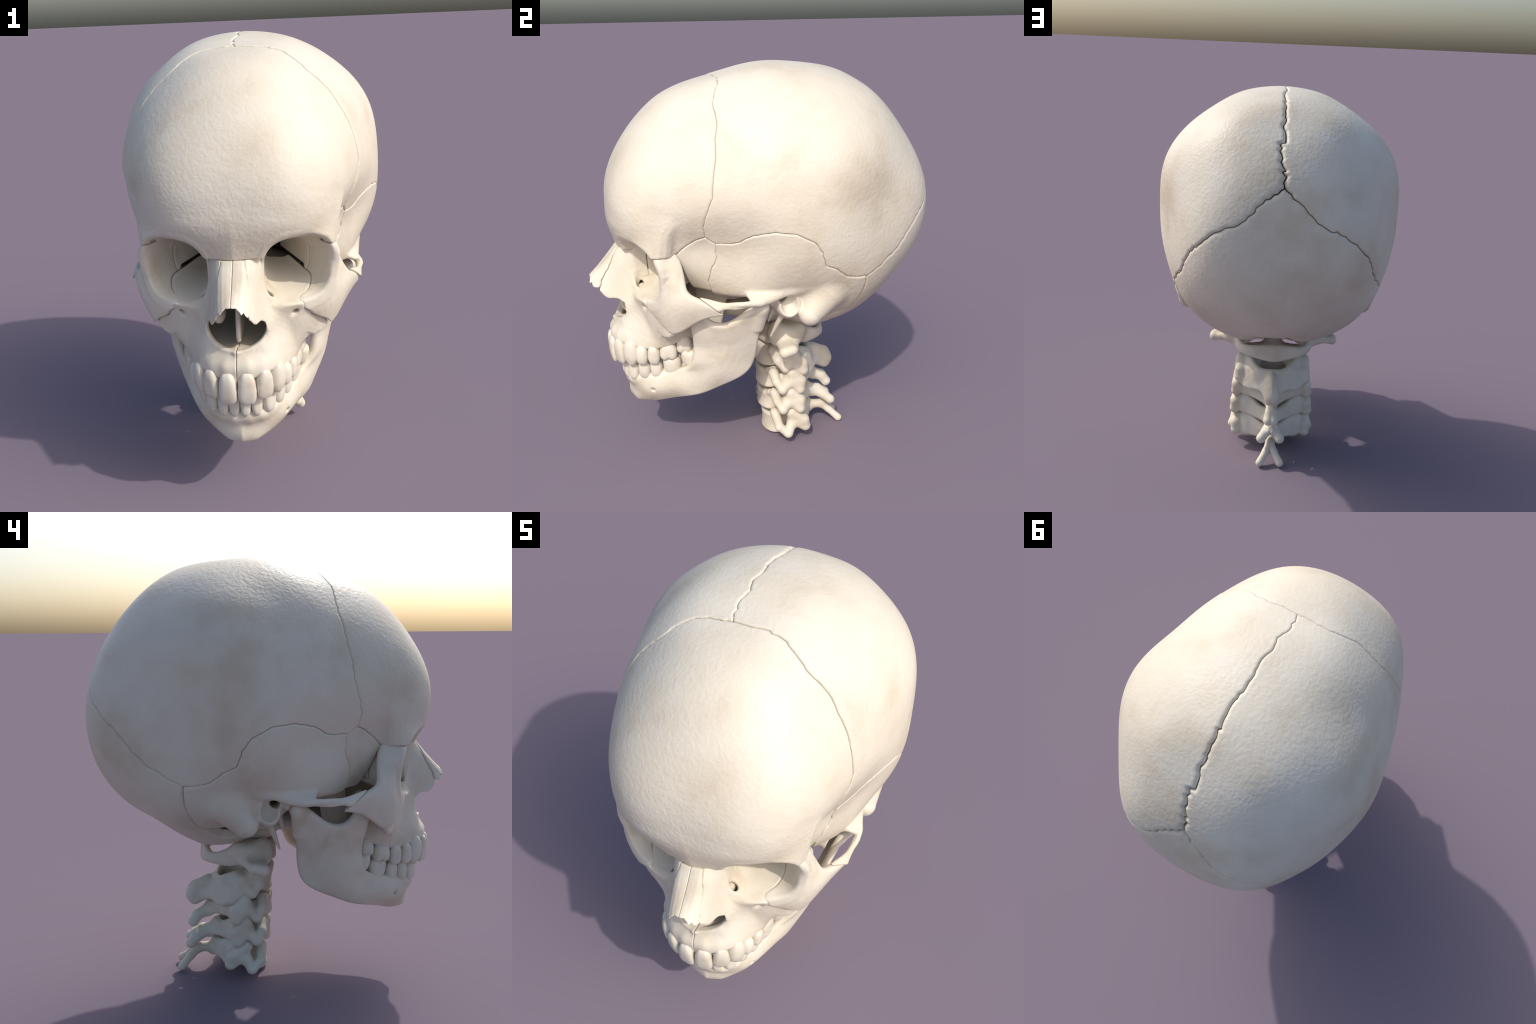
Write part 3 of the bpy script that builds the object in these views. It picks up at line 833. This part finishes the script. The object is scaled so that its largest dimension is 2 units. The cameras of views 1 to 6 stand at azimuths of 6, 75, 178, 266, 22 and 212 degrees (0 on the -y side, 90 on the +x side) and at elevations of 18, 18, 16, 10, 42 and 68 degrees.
def cervical(name, spec, more=None):
    """typical neck vertebra: drum body, side pillars, forked side processes, lamina roof and spine"""
    p = spec['pillar']                                     # top, back, tip, front
    yf, z0, z1 = spec['yf'], spec['z0'], spec['z1']
    pillar = []
    for dx in (.022, -.035):
        q = [np.array(w) + (dx, 0, 0) for w in p]
        pillar += [plate(q[0], q[1], q[3], .029), plate(q[1], q[2], q[3], .029)]
    tp = spec['tp']
    limb = tube(spec['limb_back'] + [tp], [.032, .027, .024]) + tube([tp] + spec['limb_front'], [.024, .022, .028])
    if spec.get('gutter', True):
        limb.append(plate((tp[0] - .015, tp[1] - .002, tp[2] + .014), (.12, yf + .085, tp[2] + .045), (.15, yf + .125, tp[2] + .05), .013))
    roof = Sheet(spec['roof'], spec['roof_faces'], .018, inward=(0, .15, (z0 + z1) / 2 - .02))
    spine = []
    for t in spec.get('spine', []):
        spine += tube(*t)
    pedicle = cone((.07, yf + .12, z1 - .045), tuple(np.array(p[3]) - (.02, 0, 0)), .026)
    lip = cone((.088, yf + .05, z1 + .002), (.088, yf + .10, z1 + .004), .014)
    def fn(P):
        M = mir(P)
        d = body_block(P, (z0 + z1) / 2, (z1 - z0) / 2, yf, spec.get('wide', .100), .068)
        if more is None:
            d = smin(d, lip(M), .02)
        else:
            d = smin(d, more(P, M), .03)
        d = smin(d, pedicle(M), .025)
        d = smin(d, union(pillar, M, .014), .02)
        d = smin(d, union(limb, M, .010), .016)
        d = smin(d, roof(M), .030)
        return smin(d, union(spine, M, .014), .022) if spine else d
    V, Q = polygonise(fn, (-.30, -.06, z0 - .10), (.30, .52, spec['top']), .004)
    make_object(name, V, Q, NECK_MAT, root)

def neck():
    cervical('cervical_vertebra', dict(
        z0=.288, z1=.396, yf=-.012, top=.48, pillar=[(.165, .137, .410), (.170, .182, .362), (.176, .178, .318), (.166, .138, .362)],
        tp=(.200, .082, .326), limb_back=[(.165, .128, .375), (.186, .108, .345)], limb_front=[(.178, .055, .365), (.130, .052, .395)],
        roof={'a_': (.155, .190, .410), 'b_': (.155, .205, .335), 'r0': (.055, .282, .355), 'r1_': (-.02, .335, .335), 'l0': (.055, .285, .295), 'l1_': (-.02, .345, .262)},
        roof_faces=['a_ b_ r0', 'b_ l0 r0', 'r0 l0 r1_', 'l0 l1_ r1_'],
        spine=[([(0, .315, .302), (.004, .36, .278), (.014, .386, .243)], [.028, .027, .027])]))
    cervical('cervical_vertebra', dict(
        z0=.154, z1=.264, yf=-.006, top=.36, pillar=[(.170, .130, .300), (.175, .178, .252), (.182, .176, .207), (.170, .135, .250)],
        tp=(.208, .082, .212), limb_back=[(.168, .125, .265), (.190, .108, .234)], limb_front=[(.186, .056, .252), (.135, .055, .280)],
        roof={'a_': (.155, .188, .298), 'b_': (.16, .205, .222), 'r0': (.055, .262, .255), 'r1_': (-.02, .300, .245), 'l0': (.055, .285, .185), 'l1_': (-.02, .330, .165)},
        roof_faces=['a_ b_ r0', 'b_ l0 r0', 'r0 l0 r1_', 'l0 l1_ r1_'],
        spine=[([(0, .295, .205), (0, .34, .198), (.012, .388, .178)], [.030, .024, .016]), ([(0, .31, .19), (.022, .365, .170), (.050, .400, .143)], [.028, .025, .026])]))
    cervical('cervical_vertebra', dict(
        z0=.006, z1=.125, yf=.016, top=.25, gutter=False, pillar=[(.168, .130, .180), (.172, .198, .128), (.172, .208, .090), (.162, .158, .120)],
        tp=(.218, .106, .072), limb_back=[(.165, .150, .150), (.195, .130, .108)], limb_front=[(.205, .060, .110), (.140, .055, .165)],
        roof={'a_': (.145, .200, .185), 'b_': (.15, .225, .100), 'r0': (.05, .270, .160), 'r1_': (-.02, .305, .140), 'l0': (.055, .280, .075), 'l1_': (-.02, .320, .072)},
        roof_faces=['a_ b_ r0', 'b_ l0 r0', 'r0 l0 r1_', 'l0 l1_ r1_'],
        spine=[([(0, .30, .102), (0, .36, .098), (.022, .402, .064), (.054, .447, .022)], [.027, .023, .018, .021])]))
    dens = cone((0, .045, .54), (0, .055, .66), .05, .035)
    shoulder = [cone((.09, .07, .525), (.150, .078, .528), .04, .034), ball((0, .055, .52), (.085, .06, .06)), cone((.15, .10, .52), (.16, .15, .49), .036)]
    cervical('axis_vertebra', dict(
        z0=.414, z1=.535, yf=-.012, wide=.092, top=.72, pillar=[(.155, .150, .505), (.155, .195, .455), (.160, .200, .418), (.150, .160, .450)],
        tp=(.188, .103, .443), limb_back=[(.165, .145, .480), (.180, .122, .458)], limb_front=[(.172, .066, .482), (.135, .050, .525)],
        roof={'a_': (.150, .175, .520), 'b_': (.170, .232, .400), 'r0_': (-.02, .295, .490), 'r1': (-.02, .400, .458), 'm': (.075, .268, .500), 'l0': (.090, .297, .385), 't': (.030, .407, .350, .020), 'l1': (.050, .355, .358)},
        roof_faces=['a_ b_ m', 'b_ l0 m', 'm l0 r0_', 'r0_ l0 r1', 'l0 l1 r1', 'l1 t r1'],
        spine=[([(0, .31, .455), (0, .37, .425), (.012, .392, .385)], [.028, .026, .024])]),
        lambda P, M: smin(union(shoulder, M, .03), dens(P), .03))
    # atlas: a ring with side masses and long wings
    mass = [ball((.180, .11, .645), (.082, .092, .062)), Sheet({'a': (.235, .02, .715), 'b': (.265, .12, .69), 'c': (.24, .205, .685), 'd': (.235, .02, .60), 'e': (.255, .12, .60), 'f': (.235, .19, .625)},
                                                                ['a b d', 'b e d', 'b c e', 'c f e'], .03, inward=(.1, .1, .65))]
    hoop = Sheet({'a_': (.215, .18, .660), 'b_': (.215, .185, .605), 'c': (.185, .285, .640), 'd': (.180, .285, .592), 'e': (.09, .332, .648), 'f': (.09, .336, .582), 'g_': (-.02, .342, .640), 'h_': (-.02, .346, .588)},
                 ['a_ b_ c', 'b_ d c', 'c d e', 'd f e', 'e f g_', 'f h_ g_'], .018, inward=(0, .15, .62))
    front = Sheet({'a_': (.14, .02, .67), 'b_': (.14, .02, .59), 'c': (.05, -.022, .66), 'd': (.05, -.022, .575), 'e_': (-.02, -.028, .66), 'f_': (-.02, -.030, .572)},
                  ['a_ b_ c', 'b_ d c', 'c d e_', 'd f_ e_'], .018, inward=(0, .15, .62))
    wing = [plate((.22, .06, .625), (.225, .15, .632), (.328, .058, .605), .022), plate((.225, .15, .632), (.328, .058, .605), (.330, .105, .612), .022), cone((.332, .06, .600), (.333, .10, .612), .024)]
    def atlas(P):
        M = mir(P)
        d = smin(mass[0](M), mass[1](M), .03)
        d = smin(d, hoop(M), .025)
        d = smin(d, front(M), .02)
        return smin(d, union(wing, M, .016), .03)
    V, Q = polygonise(atlas, (-.39, -.06, .53), (.39, .40, .76), .004)
    make_object('atlas_vertebra', V, Q, NECK_MAT, root)

# ------------------------------------------------------------------ assemble
braincase()
temporal_bone()
sphenoid_bone()
zygomatic_bone()
jaw_right, jaw_left = maxilla_bone()
small_face_bones()
lower_jaw = mandible()
for spec in UPPER:
    for fl in (False, True):
        place_tooth(*spec, False, jaw_left if fl else jaw_right, fl)
for spec in LOWER:
    for fl in (False, True):
        place_tooth(*spec, True, lower_jaw, fl)
neck()
